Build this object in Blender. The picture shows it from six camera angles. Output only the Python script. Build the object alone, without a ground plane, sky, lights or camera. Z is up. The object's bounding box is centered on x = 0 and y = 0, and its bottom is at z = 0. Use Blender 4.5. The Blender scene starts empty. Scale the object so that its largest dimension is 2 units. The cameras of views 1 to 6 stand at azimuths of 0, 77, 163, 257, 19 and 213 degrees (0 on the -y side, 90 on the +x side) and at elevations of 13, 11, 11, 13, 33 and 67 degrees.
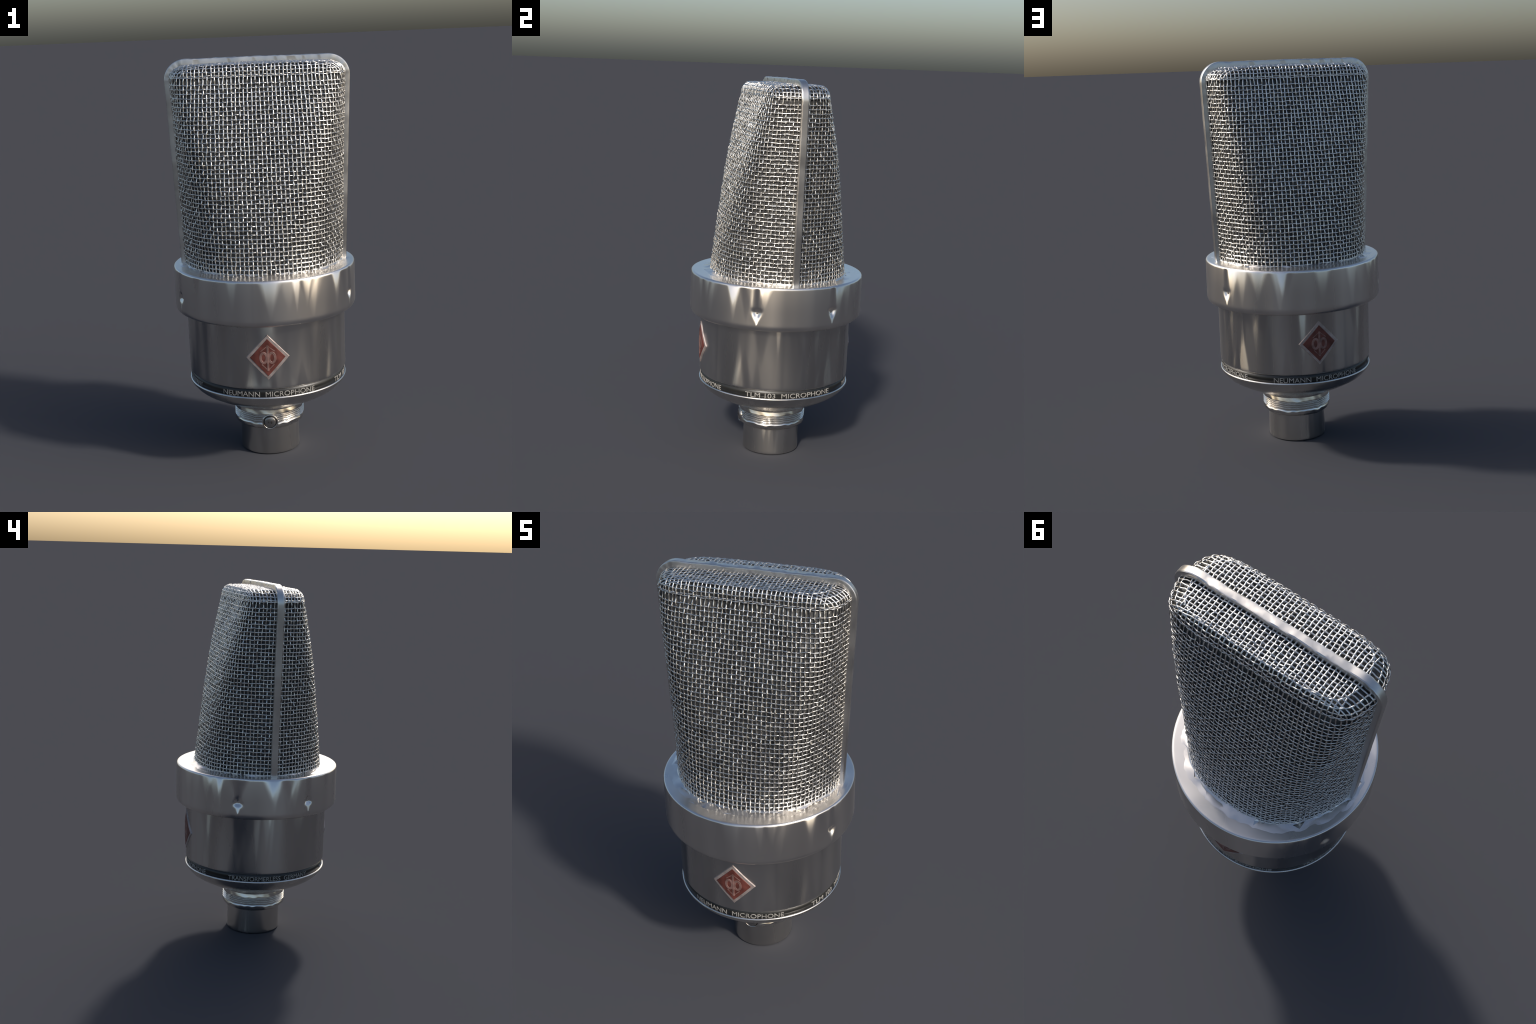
"""Studio condenser microphone: woven wire head with a metal strap, wide collar,
cylindrical body with two red diamond badges, lettered band, bowl-shaped foot,
threaded neck and connector stub.  Everything is built from profiles and rules."""
import bpy, bmesh, math, random
import numpy as np
from mathutils import Vector

RNG = np.random.default_rng(103)
PI = math.pi
TAU = 2 * math.pi

# ------------------------------------------------------------------ materials
def new_material(name):
    m = bpy.data.materials.new(name)
    m.use_nodes = True
    nt = m.node_tree
    return m, nt, nt.nodes["Principled BSDF"]

def node(nt, kind, **inputs):
    n = nt.nodes.new(kind)
    for k, v in inputs.items():
        n.inputs[k.replace("_", " ")].default_value = v
    return n

def metal(name, colour, rough, vary=0.06, scale=6.0, stretch=(1, 1, 0.25), bump=0.0, rough_vary=0.08, metallic=1.0, detail=4.0):
    """nickel-like metal with faint cloudy variation of tone and gloss"""
    m, nt, p = new_material(name)
    tc = nt.nodes.new("ShaderNodeTexCoord")
    mp = nt.nodes.new("ShaderNodeMapping")
    mp.inputs["Scale"].default_value = stretch
    nt.links.new(tc.outputs["Object"], mp.inputs["Vector"])
    nz = node(nt, "ShaderNodeTexNoise", Scale=scale, Detail=detail, Roughness=0.6)
    nt.links.new(mp.outputs["Vector"], nz.inputs["Vector"])
    ramp = nt.nodes.new("ShaderNodeValToRGB")
    ramp.color_ramp.elements[0].position = 0.3
    ramp.color_ramp.elements[1].position = 0.7
    lo = [c * (1 - vary) for c in colour]; hi = [min(1, c * (1 + vary)) for c in colour]
    ramp.color_ramp.elements[0].color = (*lo, 1)
    ramp.color_ramp.elements[1].color = (*hi, 1)
    nt.links.new(nz.outputs["Fac"], ramp.inputs["Fac"])
    nt.links.new(ramp.outputs["Color"], p.inputs["Base Color"])
    mr = node(nt, "ShaderNodeMapRange")
    mr.inputs["From Min"].default_value = 0.3; mr.inputs["From Max"].default_value = 0.7
    mr.inputs["To Min"].default_value = max(0.02, rough - rough_vary); mr.inputs["To Max"].default_value = rough + rough_vary
    nt.links.new(nz.outputs["Fac"], mr.inputs["Value"])
    nt.links.new(mr.outputs["Result"], p.inputs["Roughness"])
    p.inputs["Metallic"].default_value = metallic
    if bump:
        n2 = node(nt, "ShaderNodeTexNoise", Scale=scale * 12, Detail=3.0)
        nt.links.new(mp.outputs["Vector"], n2.inputs["Vector"])
        b = node(nt, "ShaderNodeBump", Strength=bump, Distance=0.004)
        nt.links.new(n2.outputs["Fac"], b.inputs["Height"])
        nt.links.new(b.outputs["Normal"], p.inputs["Normal"])
    return m

NICKEL = (0.62, 0.595, 0.565)
mat_collar = metal("satin_nickel_collar", (0.76, 0.73, 0.695), 0.29, vary=0.08, scale=6, stretch=(1, 1, 0.12), rough_vary=0.03, detail=1.0)
mat_body = metal("satin_nickel_body", (0.61, 0.59, 0.565), 0.28, vary=0.16, scale=7, stretch=(1, 1, 0.10), rough_vary=0.04, detail=1.0)  # darker than the collar; vertical reflection streaks painted into the colour
mat_foot = metal("satin_nickel_foot", (0.65, 0.63, 0.60), 0.26, vary=0.12, scale=10, stretch=(1, 1, 0.12), rough_vary=0.04, detail=1.0)
mat_thread = metal("bright_nickel_thread", (0.66, 0.64, 0.61), 0.20, scale=10, stretch=(1, 1, 6), vary=0.10)
mat_strap = metal("satin_nickel_strap", (0.66, 0.64, 0.61), 0.34, scale=9, stretch=(1, 1, 0.6))
mat_wire = metal("nickel_wire", (0.73, 0.705, 0.665), 0.30, vary=0.24, scale=55, stretch=(1, 1, 1), rough_vary=0.10)  # pale tone with broken glints mottled into it
mat_gauze = metal("dark_inner_gauze", (0.070, 0.070, 0.068), 0.60, vary=0.7, scale=14, stretch=(1, 1, 1), metallic=0.3)
mat_band = metal("black_band", (0.016, 0.016, 0.015), 0.35, vary=0.3, metallic=0.0)
mat_groove = metal("dark_slot", (0.07, 0.065, 0.06), 0.5, vary=0.3, metallic=0.4)
mat_letter = metal("pale_letter", (0.34, 0.325, 0.30), 0.45, vary=0.25, scale=40, metallic=0.0)
mat_red = metal("red_enamel", (0.120, 0.034, 0.026), 0.45, vary=0.45, scale=22, stretch=(1, 1, 1), metallic=0.0)
mat_emblem = metal("pink_emblem", (0.22, 0.125, 0.108), 0.48, vary=0.5, scale=35, stretch=(1, 1, 1), metallic=0.15)
mat_frame = metal("badge_frame", (0.40, 0.34, 0.32), 0.42, vary=0.30, scale=25, stretch=(1, 1, 1), metallic=0.45)
mat_screw = metal("screw_steel", (0.42, 0.41, 0.40), 0.35, vary=0.25, scale=30, stretch=(1, 1, 1))

# ------------------------------------------------------------------ helpers
root = bpy.data.objects.new("studio_microphone", None)
root["label"] = "silver studio microphone with woven wire head and red diamond badge"
root["category"] = "microphone"
bpy.context.scene.collection.objects.link(root)

def add_object(name, verts, faces, mat, parent=root, smooth=True):
    me = bpy.data.meshes.new(name)
    me.from_pydata(np.asarray(verts, float).tolist(), [], faces if isinstance(faces, list) else faces.tolist())
    me.materials.append(mat)
    me.update()
    if smooth:
        me.polygons.foreach_set("use_smooth", np.ones(len(me.polygons), bool))
    o = bpy.data.objects.new(name, me)
    bpy.context.scene.collection.objects.link(o)
    o.parent = parent
    return o

def grid_faces(nr, nc, closed=True, offset=0):
    """quads of an nr x nc vertex grid; columns wrap when closed"""
    i = np.arange(nr - 1)[:, None]; j = np.arange(nc if closed else nc - 1)[None, :]
    k = (j + 1) % nc
    q = np.stack([i * nc + j, i * nc + k, (i + 1) * nc + k, (i + 1) * nc + j], -1)
    return (q.reshape(-1, 4) + offset)

def round_profile(points, fillets, steps=8):
    """polyline of (r, z) with corner i rounded by fillets.get(i)"""
    out = []
    P = [np.array(p, float) for p in points]
    for i, p in enumerate(P):
        f = fillets.get(i, 0)
        if not f or i in (0, len(P) - 1):
            out.append(p); continue
        a = P[i - 1] - p; b = P[i + 1] - p
        la, lb = np.linalg.norm(a), np.linalg.norm(b)
        a /= la; b /= lb
        d = min(f, la * 0.49, lb * 0.49)
        for t in np.linspace(0, 1, steps):
            out.append((1 - t) ** 2 * (p + a * d) + 2 * t * (1 - t) * p + t * t * (p + b * d))
    return np.array(out)

def resample(profile, step):
    out = [profile[0]]
    for a, b in zip(profile[:-1], profile[1:]):
        n = max(1, int(np.ceil(np.linalg.norm(b - a) / step)))
        for k in range(1, n + 1):
            out.append(a + (b - a) * k / n)
    return np.array(out)

def streaks(seed, count, ztop, zbot, top_share=0.7, amp=(0.10, 0.32), length=(0.35, 1.0), sign=0.75, side=0.10):
    """Reflection streaks drawn by normals alone: wedges shading lighter or darker,
    starting at the upper or lower edge and tapering away."""
    r = np.random.default_rng(seed)
    S = [(r.uniform(0, TAU), r.uniform(0.03, 0.13), r.random() < top_share, r.uniform(*length),
          r.uniform(*amp) * (1 if r.random() < sign else -1)) for _ in range(count)]
    W = [(r.uniform(0, TAU), r.uniform(0.02, 0.09), r.uniform(-side, side)) for _ in range(count)]
    def tilt(th, z):
        f = np.clip((ztop - z) / (ztop - zbot), 0, 1)
        up = np.zeros_like(th); sw = np.zeros_like(th)
        for c, w, top, L, a in S:
            d = (f if top else 1 - f) / L
            w_here = np.maximum(w * (1 - d), 1e-4)
            x = np.abs((th - c + PI) % TAU - PI) / w_here
            up += a * np.clip(1.15 - x, 0, 0.6) / 0.6 * np.clip(1 - d, 0, 1) * (d < 1)
        for c, w, a in W:
            x = ((th - c + PI) % TAU - PI) / w
            sw += a * np.exp(-x * x)
        return up, sw
    return tilt

def lathe(name, profile, mat, nseg=360, tilt=None, shape=None, parent=root, z_range=None):
    """turn (r,z) profile (top to bottom, outside) about the z axis.  shape(th,r,z)
    may move points; tilt(th,z) leans the shading normals of the wall."""
    prof = np.asarray(profile)
    th = np.arange(nseg) / nseg * TAU
    R = np.repeat(prof[:, 0][:, None], nseg, 1); Z = np.repeat(prof[:, 1][:, None], nseg, 1)
    TH = np.repeat(th[None, :], len(prof), 0)
    if shape is not None:
        R, Z = shape(TH, R, Z)
    V = np.stack([R * np.cos(TH), R * np.sin(TH), Z], -1).reshape(-1, 3)
    F = grid_faces(len(prof), nseg)[:, ::-1]
    o = add_object(name, V, F, mat, parent)
    if tilt is not None:
        me = o.data
        N = np.zeros(len(V) * 3, np.float32); me.vertices.foreach_get("normal", N); N = N.reshape(-1, 3)
        up, sw = tilt(TH.ravel(), Z.ravel())
        wall = np.clip((np.hypot(N[:, 0], N[:, 1]) - 0.85) / 0.1, 0, 1)
        T = np.stack([-np.sin(TH.ravel()), np.cos(TH.ravel()), 0 * up], -1)
        N = N + (wall * up)[:, None] * np.array([0, 0, 1.0]) + (wall * sw)[:, None] * T
        N /= np.linalg.norm(N, axis=1)[:, None]
        me.normals_split_custom_set_from_vertices(N.tolist())
    return o

# ------------------------------------------------------------------ lower parts
# collar ------------------------------------------------------------
Z_TOP = 0.988          # collar top plane
HOLES = [math.radians(a) for a in (25.3, 154.7, 205.3, 334.7)]
prof = round_profile([(0.36, Z_TOP), (0.4550, Z_TOP), (0.4565, 0.7605), (0.388, 0.7585)], {1: 0.012, 2: 0.034}, 10)
prof = resample(prof, 0.006)
def collar_shape(th, r, z):
    out = r.copy()
    for h in HOLES:      # soft-edged screw holes
        dx = ((th - h + PI) % TAU - PI) * 0.456; dz = z - 0.857
        d = np.hypot(dx, dz)
        d = d * (1 + 0.16 * np.sin(3 * np.arctan2(dz, dx) + 7 * h))
        pit = 0.013 * np.exp(-(d / 0.0185) ** 2.6) - 0.004 * np.exp(-(d / 0.006) ** 2)
        out = out - np.where(r > 0.44, pit, 0)
    return out, z
loose = streaks(4, 40, Z_TOP - 0.012, 0.78, amp=(0.05, 0.16), top_share=1.0, sign=0.85, length=(0.5, 1.1))
def collar_tilt(th, z):
    """glints shaped by tilted normals: a paler upper edge, a dark wedge above each
    hole and a bright one below it"""
    up, sw = loose(th, z)
    f = np.clip((Z_TOP - z) / 0.2, 0, 1)
    up = up + 0.05 * np.clip(1 - f / 0.6, 0, 1)
    for h in HOLES:
        x = ((th - h + PI) % TAU - PI)
        above = np.clip(1.2 - np.abs(x) / 0.045, 0, 1) * np.clip((z - 0.862) / 0.01, 0, 1)
        up = up * (1 - above) - 0.16 * above
        low = np.clip((z - 0.790) / 0.055, 0, 1)
        below = np.clip(1.3 - np.abs(x) / np.maximum(0.052 * low, 1e-4), 0, 1) * np.clip((0.850 - z) / 0.006, 0, 1)
        up = up * (1 - below) + 0.26 * below
    return up, sw
lathe("collar", prof, mat_collar, 720, collar_tilt, collar_shape)

# body --------------------------------------------------------------
prof = round_profile([(0.36, 0.775), (0.3995, 0.775), (0.3990, 0.446), (0.3935, 0.440), (0.36, 0.439)], {2: 0.008}, 5)
body_streaks = streaks(11, 60, 0.76, 0.445, amp=(0.06, 0.24), sign=0.36, top_share=0.66, side=0.26)
def body_tilt(th, z):
    """ragged dark shade below the collar, made by leaning the normals down"""
    up, sw = body_streaks(th, z)
    f = np.clip((0.77 - z) / 0.33, 0, 1)
    rag = 0.5 + 0.28 * np.sin(5 * th + 1) + 0.24 * np.sin(11 * th + 2.2) + 0.2 * np.sin(17 * th)
    up = up - 0.15 * np.clip(rag, 0, 1.2) * np.clip(1 - f / (0.35 + 0.5 * np.clip(rag, 0, 1)), 0, 1)
    return np.clip(up, -0.26, 0.17), np.clip(sw, -0.25, 0.25)
lathe("body", resample(prof, 0.012), mat_body, 480, body_tilt)

# lettered band -------------------------------------------------------
lathe("band", [(0.36, 0.4465), (0.3925, 0.4460), (0.3945, 0.397), (0.36, 0.396)], mat_band, 256)

# foot bowl ----------------------------------------------------------
prof = round_profile([(0.37, 0.3985), (0.399, 0.4020), (0.4035, 0.395), (0.398, 0.384), (0.368, 0.347), (0.316, 0.316), (0.246, 0.2835), (0.177, 0.2505), (0.14, 0.2485)],
                     {1: 0.004, 2: 0.006, 3: 0.012, 4: 0.03, 5: 0.03}, 6)
lathe("foot", resample(prof, 0.012), mat_foot, 360, streaks(5, 18, 0.38, 0.26, amp=(0.03, 0.12), side=0.10))

# threaded neck --------------------------------------------------------
def thread_profile():
    z = np.linspace(0.251, 0.140, 110)
    r = np.interp(z, [0.140, 0.147, 0.157, 0.166, 0.173, 0.181, 0.222, 0.228, 0.246], [0.151, 0.1660, 0.1755, 0.1795, 0.1795, 0.1765, 0.1765, 0.1755, 0.1715])
    ridge = 0.0030 * np.sin((z - 0.181) / 0.0108 * TAU)
    return np.stack([r + np.where((z < 0.224) & (z > 0.181), ridge, 0), z], 1)
def thread_shape(th, r, z):
    g = np.random.default_rng(8)
    w = sum(a * np.sin(k * th + p) for k, a, p in zip((2, 5, 8, 13, 19, 27), (.0008, .0007, .0007, .0006, .0006, .0005), g.uniform(0, TAU, 6)))
    q = sum(a * np.sin(k * th + p + 60 * z) for k, a, p in zip((4, 9, 15, 23), (.0004, .0004, .0003, .0003), g.uniform(0, TAU, 4)))
    mid = np.clip((z - 0.140) / 0.012, 0, 1) * np.clip((0.246 - z) / 0.02, 0, 1)
    low = 1 + 1.6 * np.exp(-((z - 0.166) / 0.010) ** 2)
    d = np.hypot(((th + PI / 2 + PI) % TAU - PI) * 0.174, z - 0.186)
    flat = np.clip((0.043 - d) / 0.008, 0, 1)
    return (r + q * mid) * (1 - flat) + 0.1765 * flat, z + w * mid * low * (1 - flat)
lathe("threaded_neck", thread_profile(), mat_thread, 480, None, thread_shape)

# retaining screw on the neck: domed head in a dark groove, with two short slots
def disc_on_front(name, rings, z, y, mat, parent=root, n=48, x0=0.0, sx=1.0):
    V = [(x0 + sx * r * math.cos(TAU * k / n), y - h, z + r * math.sin(TAU * k / n)) for r, h in rings for k in range(n)]
    return add_object(name, V, grid_faces(len(rings), n), mat, parent)
screw = disc_on_front("retaining_screw", [(0.0, 0.0085), (0.014, 0.0080), (0.024, 0.0062), (0.0285, 0.0040), (0.0295, -0.010)], 0.1855, -0.1765, mat_screw)
disc_on_front("screw_groove", [(0.0290, 0.0010), (0.0335, 0.0010), (0.0335, -0.02)], 0.1855, -0.1765, mat_band, screw)
disc_on_front("screw_rim", [(0.0330, -0.010), (0.0335, 0.0022), (0.0365, 0.0030), (0.0400, 0.0005), (0.0410, -0.010)], 0.1855, -0.1765, mat_thread, screw)
for dx, hh in ((-0.0065, 0.006), (0.0060, 0.009)):
    disc_on_front("screw_slot", [(0.0, 0.0), (0.8 * hh, 0.0), (hh, -0.0012)], 0.1860, -0.1765 - 0.0090, mat_groove, screw, 16, dx, 0.42)

# connector stub ---------------------------------------------------------
prof = round_profile([(0.10, 0.157), (0.1495, 0.157), (0.1510, 0.0), (0.0, 0.0)], {2: 0.006}, 4)
lathe("connector_stub", resample(prof, 0.012), mat_foot, 300,
      streaks(21, 22, 0.15, 0.0, amp=(0.03, 0.14), sign=0.5, top_share=0.6, side=0.14))

# ------------------------------------------------------------------ badges
def on_cylinder(x, z, R, front=True):
    """place a flat drawing (x, z) on the body wall at radius R"""
    a = x / R
    s = -1 if front else 1
    return (math.sin(a) * R * (1 if front else -1), s * math.cos(a) * R, z)

def badge_plate(name, half_w, half_h, R0, R1, mat, front, inset=0.004, parent=root, n=16, zc=0.603):
    """diamond plate wrapped on the wall, thickness R1-R0 with a chamfered edge"""
    V, F = [], []
    def ring_grid(sw, sh, R, base):
        for j in range(n + 1):
            for i in range(n + 1):
                u, v = -1 + 2 * i / n, -1 + 2 * j / n
                x, z = (u - v) / 2 * sw, (u + v) / 2 * sh
                V.append(on_cylinder(x, zc + z, R, front))
    ring_grid(half_w - inset, half_h - inset, R1, 0)
    top = (n + 1) ** 2
    ring_grid(half_w, half_h, R0, top)
    F += grid_faces(n + 1, n + 1, False).tolist()
    edge = [j for j in range(n + 1)] + [j * (n + 1) + n for j in range(1, n + 1)] + \
           [n * (n + 1) + j for j in range(n - 1, -1, -1)] + [j * (n + 1) for j in range(n - 1, 0, -1)]
    for a, b in zip(edge, edge[1:] + edge[:1]):
        F.append([a, b, b + top, a + top][::-1])
    return add_object(name, V, F, mat, parent, smooth=False)

def stroke(points, width, R0, R1, front, zc=0.603, closed=False):
    """ribbon of a drawn line on the badge, slightly raised"""
    pts = np.array(points, float)
    n = len(pts)
    V, F = [], []
    for i in range(n):
        a = pts[(i - 1) % n] if (closed or i > 0) else pts[i]
        b = pts[(i + 1) % n] if (closed or i < n - 1) else pts[i]
        t = (b - a) / (np.linalg.norm(b - a) + 1e-9)
        nrm = np.array([-t[1], t[0]]) * width / 2
        for s, R in ((1.0, R0), (0.7, R1), (-0.7, R1), (-1.0, R0)):
            q = pts[i] + nrm * s
            V.append(on_cylinder(q[0], zc + q[1], R, front))
    m = n if closed else n - 1
    for i in range(m):
        for k in range(3):
            F.append([i * 4 + k, i * 4 + k + 1, ((i + 1) % n) * 4 + k + 1, ((i + 1) % n) * 4 + k])
    if not closed:
        F.append([0, 1, 2, 3]); F.append([(n - 1) * 4 + k for k in (3, 2, 1, 0)])
    return V, F

def join_strokes(name, parts, mat, parent):
    V, F = [], []
    for v, f in parts:
        b = len(V); V += v; F += [[i + b for i in q] for q in f]
    o = add_object(name, V, F, mat, parent, smooth=False)
    bm = bmesh.new(); bm.from_mesh(o.data); bmesh.ops.recalc_face_normals(bm, faces=bm.faces); bm.to_mesh(o.data); bm.free()
    return o

def ellipse_points(cx, cz, rx, rz, a0=0, a1=TAU, n=28):
    return [(cx + rx * math.cos(t), cz + rz * math.sin(t)) for t in np.linspace(a0, a1, n)]

for front in (True, False):
    badge = badge_plate("badge", 0.108, 0.116, 0.395, 0.4040, mat_frame, front, 0.006)
    badge_plate("red_enamel", 0.087, 0.094, 0.4030, 0.4057, mat_red, front, 0.003, badge)
    R0, R1 = 0.4053, 0.4066
    S = []
    S.append(stroke(ellipse_points(-0.020, -0.002, 0.0150, 0.0245)[:-1], 0.0135, R0, R1, front, closed=True))
    S.append(stroke(ellipse_points(0.020, -0.002, 0.0150, 0.0245)[:-1], 0.0135, R0, R1, front, closed=True))
    S.append(stroke([(0.0, -0.066), (0.0, 0.060)], 0.011, R0, R1 + 0.0006, front))
    S.append(stroke([(-0.034, 0.030), (0.0, 0.058), (0.034, 0.030)], 0.006, R0, R1 - 0.0004, front))
    S.append(stroke([(-0.030, -0.034), (0.0, -0.064), (0.030, -0.034)], 0.006, R0, R1 - 0.0004, front))
    join_strokes("emblem", S, mat_emblem, badge)

# ------------------------------------------------------------------ lettering on the band
def lettering(text, angle, span, height, zmid, R):
    cu = bpy.data.curves.new("lettering", "FONT")
    cu.body = text; cu.size = 1.0; cu.extrude = 0.02; cu.align_x = "CENTER"
    tmp = bpy.data.objects.new("lettering", cu)
    bpy.context.scene.collection.objects.link(tmp)
    dg = bpy.context.evaluated_depsgraph_get(); dg.update()
    me = bpy.data.meshes.new_from_object(tmp.evaluated_get(dg))
    bpy.data.objects.remove(tmp); bpy.data.curves.remove(cu)
    n = len(me.vertices)
    co = np.zeros(n * 3); me.vertices.foreach_get("co", co); co = co.reshape(-1, 3)
    x0, x1 = co[:, 0].min(), co[:, 0].max(); y0, y1 = co[:, 1].min(), co[:, 1].max()
    u = (co[:, 0] - (x0 + x1) / 2) / (x1 - x0) * span
    v = (co[:, 1] - (y0 + y1) / 2) / (y1 - y0) * height
    r = R + np.where(co[:, 2] > 0, 0.0016, -0.003)
    th = angle + u
    V = np.stack([r * np.cos(th), r * np.sin(th), zmid + v], 1)
    me.vertices.foreach_set("co", V.ravel()); me.update()
    me.materials.clear(); me.materials.append(mat_letter)
    o = bpy.data.objects.new("lettering", me)
    bpy.context.scene.collection.objects.link(o); o.parent = root
    return o
for text, a in (("NEUMANN  MICROPHONE", -90), ("TLM 103  MICROPHONE", 0), ("NEUMANN  MICROPHONE", 90), ("TRANSFORMERLESS  GERMANY", 180)):
    lettering(text, math.radians(a), math.radians(68), 0.024, 0.4150, 0.3936)

# ------------------------------------------------------------------ head
Z0, ZS = 0.985, 1.909        # wire cloth starts / shoulder begins
RISE = 0.064                 # height of the rounded shoulder
PITCH = 0.0205
WIRE = 0.0033                # wire radius
P_BOTTOM, P_TOP, P_BULGE = 0.349, 0.171, 0.015      # half depth of the leaning flats
LEAN_BOTTOM, LEAN_TOP = 0.430, 0.250              # how far the narrow flanks turn towards the front
BLEND = 6.0

def half_width(z):
    return 0.3990 + 0.0315 * (z - 0.99) / 0.9
def half_depth(z):
    t = (z - 0.99) / 0.9
    return P_BOTTOM + (P_TOP - P_BOTTOM) * t + P_BULGE * 4 * t * (1 - t)
def section(z, ph):
    """polar radius: four slanted flanks that meet at the strap, blended into two leaning flats"""
    a, p = half_width(z), half_depth(z)
    al = LEAN_BOTTOM + (LEAN_TOP - LEAN_BOTTOM) * (z - 0.99) / 0.9
    c, sn = np.abs(np.cos(ph)), np.abs(np.sin(ph))
    flank = a * np.cos(al) / (c * np.cos(al) + sn * np.sin(al))
    lens = (flank ** -BLEND + (p / np.maximum(sn, 1e-3)) ** -BLEND) ** (-1 / BLEND)
    oval = 1 / np.sqrt((c / (a + 0.003)) ** 2 + (sn / p) ** 2)     # the cloth starts as an oval at the collar
    w = 0.58 * np.clip(1 - (z - 0.99) / 0.9 / 0.65, 0, 1)
    return lens * (1 - w) + oval * w

G0 = 0.80
def cap_height(x, y):
    ph = np.arctan2(y, x); g = np.hypot(x, y) / section(ZS, ph)
    k = np.clip((g - G0) / (1 - G0), 0, 1)
    return ZS + np.sqrt(np.maximum(0, 1 - k ** 2)) * (RISE - 0.008 * np.clip(g, 0, 1) ** 2)

# arc-length table of the quarter section (x axis -> y axis) at any height
PHQ = np.linspace(0, PI / 2, 400)
def quarter_point(z, s):
    """point on the quarter section at arc fraction s (0 at +x side, 1 at +y middle)"""
    r = section(z, PHQ)
    x, y = r * np.cos(PHQ), r * np.sin(PHQ)
    L = np.concatenate([[0], np.cumsum(np.hypot(np.diff(x), np.diff(y)))])
    L /= L[-1]
    return np.interp(s, L, x), np.interp(s, L, y)

r = section(1.4, PHQ)
QUARTER = np.hypot(np.diff(r * np.cos(PHQ)), np.diff(r * np.sin(PHQ))).sum()
NQ = int(round(QUARTER / PITCH))               # vertical wires per quarter
S_Q = (np.arange(NQ) + 0.5) / NQ
# the corner: wires before it run over the top along x, later ones along y
cx, cy = quarter_point(ZS, S_Q)
g_corner = np.argmax(cx / half_width(ZS) + cy / half_depth(ZS))
NSIDE = int(g_corner)

ZR = Z0 + 0.010 + PITCH * np.arange(int((ZS - 0.006 - Z0) / PITCH))   # ring heights
NR = len(ZR)

ZG = np.linspace(Z0 - 0.004, ZS, 90)
QX = np.zeros((len(ZG), NQ)); QY = np.zeros((len(ZG), NQ))
for i, z in enumerate(ZG):
    QX[i], QY[i] = quarter_point(z, S_Q)

def cap_normal(x, y):
    e = 5e-4
    zx = (cap_height(x + e, y) - cap_height(x - e, y)) / (2 * e)
    zy = (cap_height(x, y + e) - cap_height(x, y - e)) / (2 * e)
    n = np.stack([-zx, -zy, np.ones_like(x)], 1)
    return n / np.linalg.norm(n, axis=1)[:, None]
def side_normal(x, y, z):
    e = 1e-3
    def f(x, y, z):
        return np.hypot(x, y) - section(z, np.arctan2(y, x))
    n = np.stack([f(x + e, y, z) - f(x - e, y, z), f(x, y + e, z) - f(x, y - e, z), f(x, y, z + e) - f(x, y, z - e)], 1)
    return n / np.linalg.norm(n, axis=1)[:, None]

def tube(paths_list, sides=6, radius=WIRE):
    """all wires as one mesh; each path is (points, normals)"""
    V, F, base = [], [], 0
    ang = np.arange(sides) / sides * TAU
    for P, N in paths_list:
        T = np.gradient(P, axis=0); T /= np.linalg.norm(T, axis=1)[:, None] + 1e-12
        B = np.cross(T, N); B /= np.linalg.norm(B, axis=1)[:, None] + 1e-12
        M = np.cross(B, T)
        ring = P[:, None, :] + radius * (1.06 * np.cos(ang)[None, :, None] * B[:, None, :] + 0.68 * np.sin(ang)[None, :, None] * M[:, None, :])
        V.append(ring.reshape(-1, 3)); F.append(grid_faces(len(P), sides, True, base)); base += len(P) * sides
    return np.concatenate(V), np.concatenate(F)

AMP = 0.0019
SUB = 6                       # samples per crossing
def wobble(n, seed, size):
    """slow random drift along a wire"""
    g = np.random.default_rng(seed)
    t = np.arange(n) / SUB
    slow = sum(size * g.normal() * np.sin(t * w + g.uniform(0, TAU)) for w in (0.23, 0.61, 1.3, 2.6)) / 1.6
    kinks = g.normal(0, size * 0.8, n // SUB + 3)
    return slow + np.interp(t, np.arange(len(kinks)), kinks)

def uneven(n, seed):
    """crimp depth that differs from crossing to crossing"""
    g = np.random.default_rng(seed + 90000)
    k = g.uniform(-0.5, 1.7, n // SUB + 3)
    return np.interp(np.arange(n) / SUB, np.arange(len(k)), k)

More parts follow.
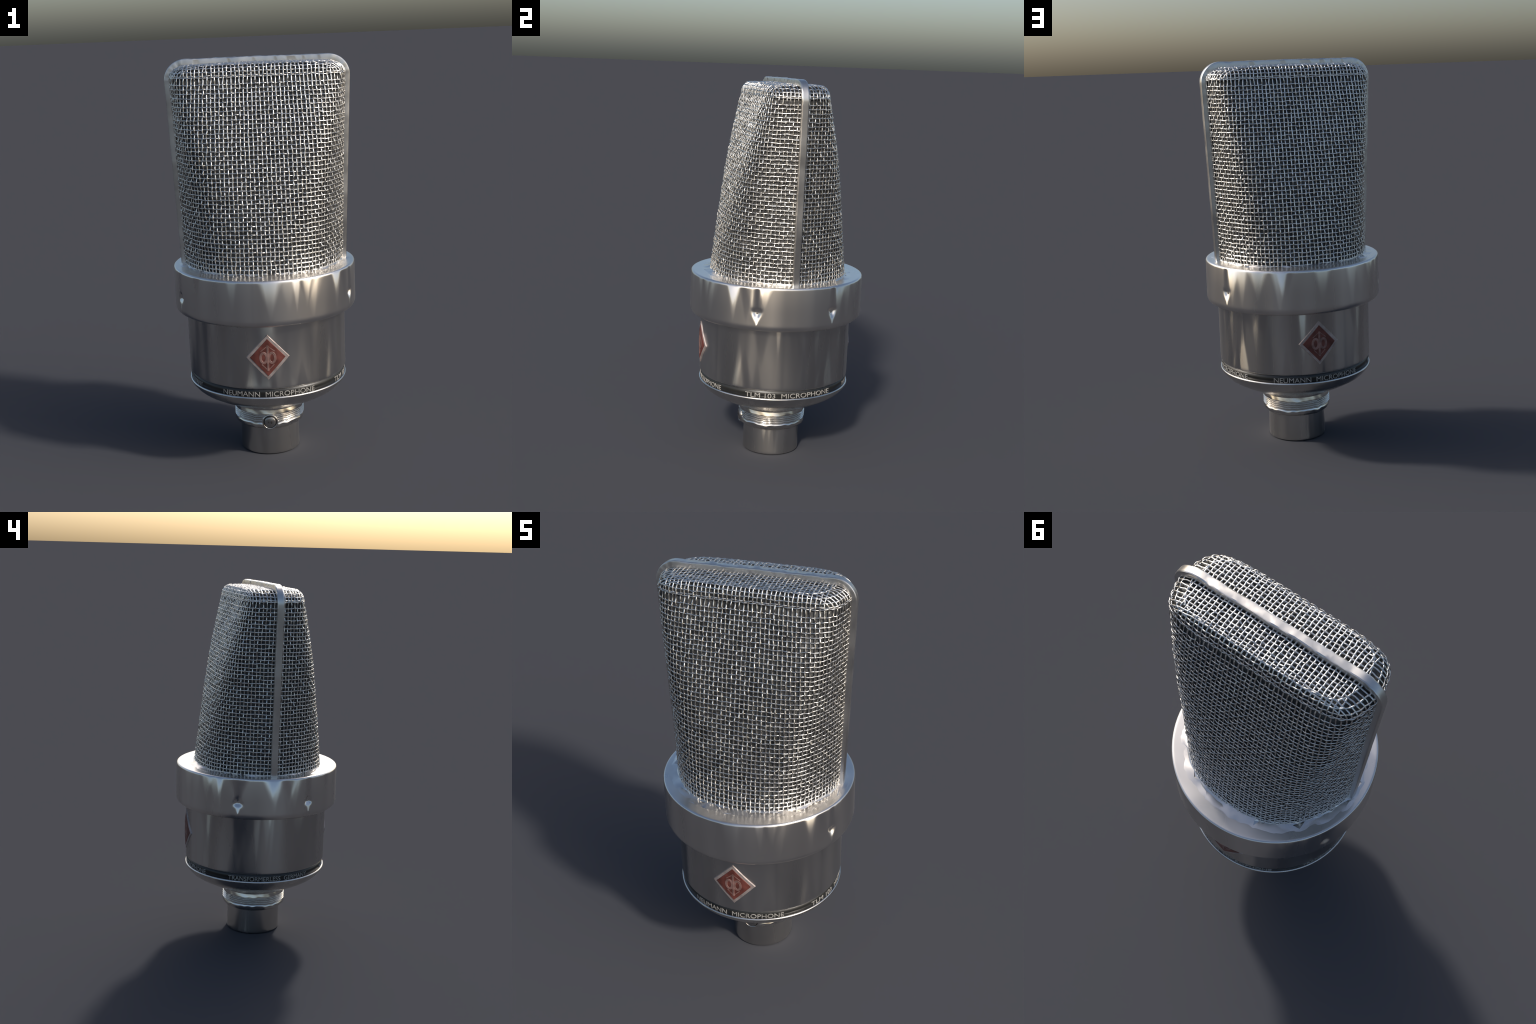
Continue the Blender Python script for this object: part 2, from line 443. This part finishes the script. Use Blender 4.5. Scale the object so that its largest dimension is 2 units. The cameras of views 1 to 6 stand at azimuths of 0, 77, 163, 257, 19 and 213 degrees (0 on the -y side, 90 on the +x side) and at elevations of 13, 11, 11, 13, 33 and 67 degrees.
def front_half_wires(sgn):
    """wires of one half of the head; sgn = -1 front, +1 rear"""
    paths = []
    seed = 1000 if sgn < 0 else 5000
    zz = np.arange(0, (ZS - Z0) / PITCH * SUB + 2 * SUB) / SUB
    zside = Z0 + 0.010 + (zz - 0.6) * PITCH
    zside = zside[zside <= ZS]
    ring_index = (zside - ZR[0]) / PITCH
    side_y = QY[-1][:NSIDE]; front_x = QX[-1][NSIDE:]
    for mx in (1, -1):
        # ---- wires that climb the flat and cross the top along y
        for i in range(NSIDE, NQ):
            sd = seed + i * 2 + (mx > 0)
            x = np.interp(zside, ZG, QX[:, i]); y = np.interp(zside, ZG, QY[:, i])
            par = (-1) ** i * mx
            off = par * np.cos(PI * ring_index)
            x0, y0 = x[-1], y[-1]
            n_cap = max(4, int(y0 / PITCH * SUB))
            # denser at the shoulder, where the height falls quickly
            t = np.linspace(0, 1, n_cap + 10)
            yc = y0 * (1 - t ** 1.35); xc = np.full_like(yc, x0)
            zc = cap_height(xc, yc)
            # phase: crossings with the x-running wires of the top
            d = np.concatenate([[0], np.cumsum(np.hypot(np.diff(yc), np.diff(zc)))]) / PITCH
            offc = 0.55 * par * np.cos(PI * (ring_index[-1] + d))
            Ps = np.stack([x, y, zside], 1); Ns = side_normal(x, y, zside)
            Pc = np.stack([xc, yc, zc], 1); Nc = cap_normal(xc, yc); Nc[0] = Ns[-1]
            P = np.concatenate([Ps, Pc[1:]]); N = np.concatenate([Ns, Nc[1:]]); o = np.concatenate([off, offc[1:]])
            P[:, 0] += wobble(len(P), sd, 0.0010)
            P = P + N * (AMP * o * uneven(len(P), sd) + wobble(len(P), sd + 20000, 0.0007))[:, None]
            P *= np.array([mx, sgn, 1]); N = N * np.array([mx, sgn, 1])
            paths.append((P, N))
        # ---- wires that climb the narrow side and end over the top along x
        for i in range(NSIDE):
            sd = seed + i * 2 + (mx > 0)
            x = np.interp(zside, ZG, QX[:, i]); y = np.interp(zside, ZG, QY[:, i])
            par = (-1) ** i * mx
            off = par * np.cos(PI * ring_index)
            x0, y0 = x[-1], y[-1]
            n_cap = int(x0 / PITCH * SUB)
            t = np.linspace(0, 1, n_cap + 10)
            xc = x0 * (1 - t ** 1.2); yc = np.full_like(xc, y0)
            zc = cap_height(xc, yc)
            offc = -0.55 * (-1) ** i * np.cos(PI * xc / PITCH)
            Ps = np.stack([x, y, zside], 1); Ns = side_normal(x, y, zside)
            Pc = np.stack([xc, yc, zc], 1); Nc = cap_normal(xc, yc); Nc[0] = Ns[-1]
            P = np.concatenate([Ps, Pc[1:]]); N = np.concatenate([Ns, Nc[1:]]); o = np.concatenate([off, offc[1:]])
            w = wobble(len(P), sd, 0.0009); w[-6:] *= np.linspace(1, 0, 6)
            P[:, 1] += w
            P = P + N * (AMP * o * uneven(len(P), sd) + wobble(len(P), sd + 20000, 0.0007))[:, None]
            P *= np.array([mx, sgn, 1]); N = N * np.array([mx, sgn, 1])
            paths.append((P, N))
    # ---- rings, from strap to strap
    for k, z in enumerate(ZR):
        if z > ZS:
            continue
        s = np.linspace(0, 1, NQ * SUB + 1)
        x, y = quarter_point(z, s)
        idx = s * NQ - 0.5
        o = -(-1.0) ** k * np.cos(PI * idx)
        # mirror to the left half; wire parity there carries the opposite sign
        X = np.concatenate([x, -x[::-1][1:]]); Y = np.concatenate([y, y[::-1][1:]])
        fade = np.concatenate([o, -o[::-1][1:]])
        j = np.arange(len(X))
        Z = np.full_like(X, z) + wobble(len(X), seed + 700 + k, 0.0009)
        N = side_normal(X, Y, Z)
        P = np.stack([X, Y, Z], 1) + N * (AMP * fade * uneven(len(X), seed + 300 + k) + wobble(len(X), seed + 900 + k, 0.0006))[:, None]
        P *= np.array([1, sgn, 1]); N = N * np.array([1, sgn, 1])
        paths.append((P, N))
    # ---- rings that follow the rounded shoulder
    tau = np.linspace(0, PI / 2, 200)
    prof_y = half_depth(ZS) * (G0 + (1 - G0) * np.cos(tau)); prof_z = RISE * np.sin(tau)
    arc = np.concatenate([[0], np.cumsum(np.hypot(np.diff(prof_y), np.diff(prof_z)))])
    first = ZR[-1] + PITCH - ZS
    s_ = np.linspace(0, 1, NQ * SUB + 1)
    x, y = quarter_point(ZS, s_)
    for k, d in enumerate(np.arange(first, arc[-1] + 0.4 * PITCH, PITCH)):
        g = G0 + (1 - G0) * math.cos(np.interp(d, arc, tau)) - max(0, d - arc[-1]) / half_depth(ZS)
        o = -(-1.0) ** (k + len(ZR)) * np.cos(PI * (s_ * NQ - 0.5))
        X = np.concatenate([x, -x[::-1][1:]]) * g; Y = np.concatenate([y, y[::-1][1:]]) * g
        N = cap_normal(X, Y)
        drift = wobble(len(X), seed + 1700 + k, 0.0008)
        P = np.stack([X, Y - drift * N[:, 2], cap_height(X, Y) + drift * np.hypot(N[:, 0], N[:, 1])], 1) + N * (AMP * np.concatenate([o, -o[::-1][1:]]))[:, None]
        paths.append((P * np.array([1, sgn, 1]), N * np.array([1, sgn, 1])))
    return paths

for sgn in (-1, 1):
    V, F = tube(front_half_wires(sgn))
    o = add_object("wire_cloth", V, F, mat_wire)
    o["kind"] = "stuff"

# dark inner gauze just behind the cloth
def gauze():
    n = 240; ph = np.arange(n) / n * TAU
    rows = []
    for z in np.linspace(Z0 - 0.01, ZS, 60):
        rr = section(z, ph) - 0.008
        rows.append(np.stack([rr * np.cos(ph), rr * np.sin(ph), np.full(n, z)], 1))
    for g in (0.999, 0.99, 0.975, 0.95, 0.92, 0.88, 0.84, 0.78, 0.72, 0.6, 0.4, 0.2, 0.001):
        rr = section(ZS, ph) * g
        x, y = rr * np.cos(ph), rr * np.sin(ph)
        k = 1 - 0.008 / section(ZS, ph)
        rows.append(np.stack([x * k, y * k, cap_height(x, y) - 0.008], 1))
    V = np.concatenate(rows)
    return add_object("inner_gauze", V, grid_faces(len(rows), n), mat_gauze)
gauze()

# ------------------------------------------------------------------ strap over the head
def strap():
    half = 0.0188
    # centre line in the x-z plane: sides lean outwards, rounded upper corners, flat top
    ztop, zlow = 2.0, 0.986
    xl, xt = 0.4155, 0.4492
    rad = 0.105
    pts = []
    zc = ztop - rad
    x_at = lambda z: xl + (xt - xl) * (z - 0.99) / (1.86 - 0.99)
    for z in np.linspace(zlow, zc - 0.02, 40):
        pts.append((x_at(z), z))
    xo = x_at(zc)
    for t in np.linspace(0, PI / 2, 20):
        pts.append((xo - rad + rad * math.cos(t), zc + (rad - 0.002) * math.sin(t)))
    for x in np.linspace(xo - rad, 0, 24)[1:]:
        pts.append((x, ztop - 0.002 + 0.002 * (1 - x / (xo - rad))))
    pts = pts + [(-x, z) for x, z in pts[::-1][1:]]
    P = np.array(pts)
    T = np.gradient(P, axis=0); T /= np.linalg.norm(T, axis=1)[:, None]
    Nn = np.stack([T[:, 1], -T[:, 0]], 1)          # outward in the plane
    # cross-section (y, outward): flat outer face with softened edges
    depth = 0.030; c = 0.004
    cs = [(-half, -depth), (-half, -c * 1.6), (-half + c * 0.35, -c * 0.5), (-half + c * 1.4, 0.0)]
    cs = cs + [(-y, d) for y, d in cs[::-1]]
    g = np.random.default_rng(77)
    V = []
    bend = 0.0012 * np.sin(P[:, 0] * 31 + 1) * (P[:, 1] > 1.97) + g.normal(0, 0.0005, len(P))
    for i, (p, nn) in enumerate(zip(P, Nn)):
        on_top = abs(p[0]) < 0.33 and p[1] > 1.98
        for (y, d) in cs:
            dd = d
            if on_top and d > -0.003:
                dd += g.normal() * 0.0006 - 0.0012
            V.append((p[0] + nn[0] * dd, y + bend[i], p[1] + nn[1] * dd))
    F = grid_faces(len(P), len(cs), True)
    o = add_object("strap", V, F, mat_strap)
    bm = bmesh.new(); bm.from_mesh(o.data); bmesh.ops.recalc_face_normals(bm, faces=bm.faces); bm.to_mesh(o.data); bm.free()
    o.data.set_sharp_from_angle(angle=math.radians(24))
    return o
strap()

# ------------------------------------------------------------------ crumpled joint between head and collar
def joint():
    g = np.random.default_rng(31)
    n = 84
    ph = (np.arange(n) + g.uniform(-0.3, 0.3, n)) / n * TAU
    rows = []
    base = section(Z0, ph)
    for k, (d, h, jd, jh) in enumerate(((-0.006, 0.010, 0.002, 0.002), (0.006, 0.0045, 0.005, 0.0055), (0.022, 0.0016, 0.013, 0.0020), (0.044, -0.001, 0.006, 0.0))):
        r = np.minimum(base + d + g.uniform(-jd, jd, n), 0.440)
        z = Z_TOP + h + g.uniform(-jh, jh, n) * 0.8
        rows.append(np.stack([r * np.cos(ph), r * np.sin(ph), z], 1))
    V = np.concatenate(rows)
    F = []
    for q in grid_faces(len(rows), n)[:, ::-1].tolist():
        F += [[q[0], q[1], q[2]], [q[0], q[2], q[3]]] if g.random() < 0.5 else [[q[0], q[1], q[3]], [q[1], q[2], q[3]]]
    o = add_object("crumpled_joint", V, F, mat_collar)
    o.data.set_sharp_from_angle(angle=math.radians(22))
    return o
joint()

for o in bpy.data.objects:
    if o.type == "MESH" and o.parent is None:
        o.parent = root
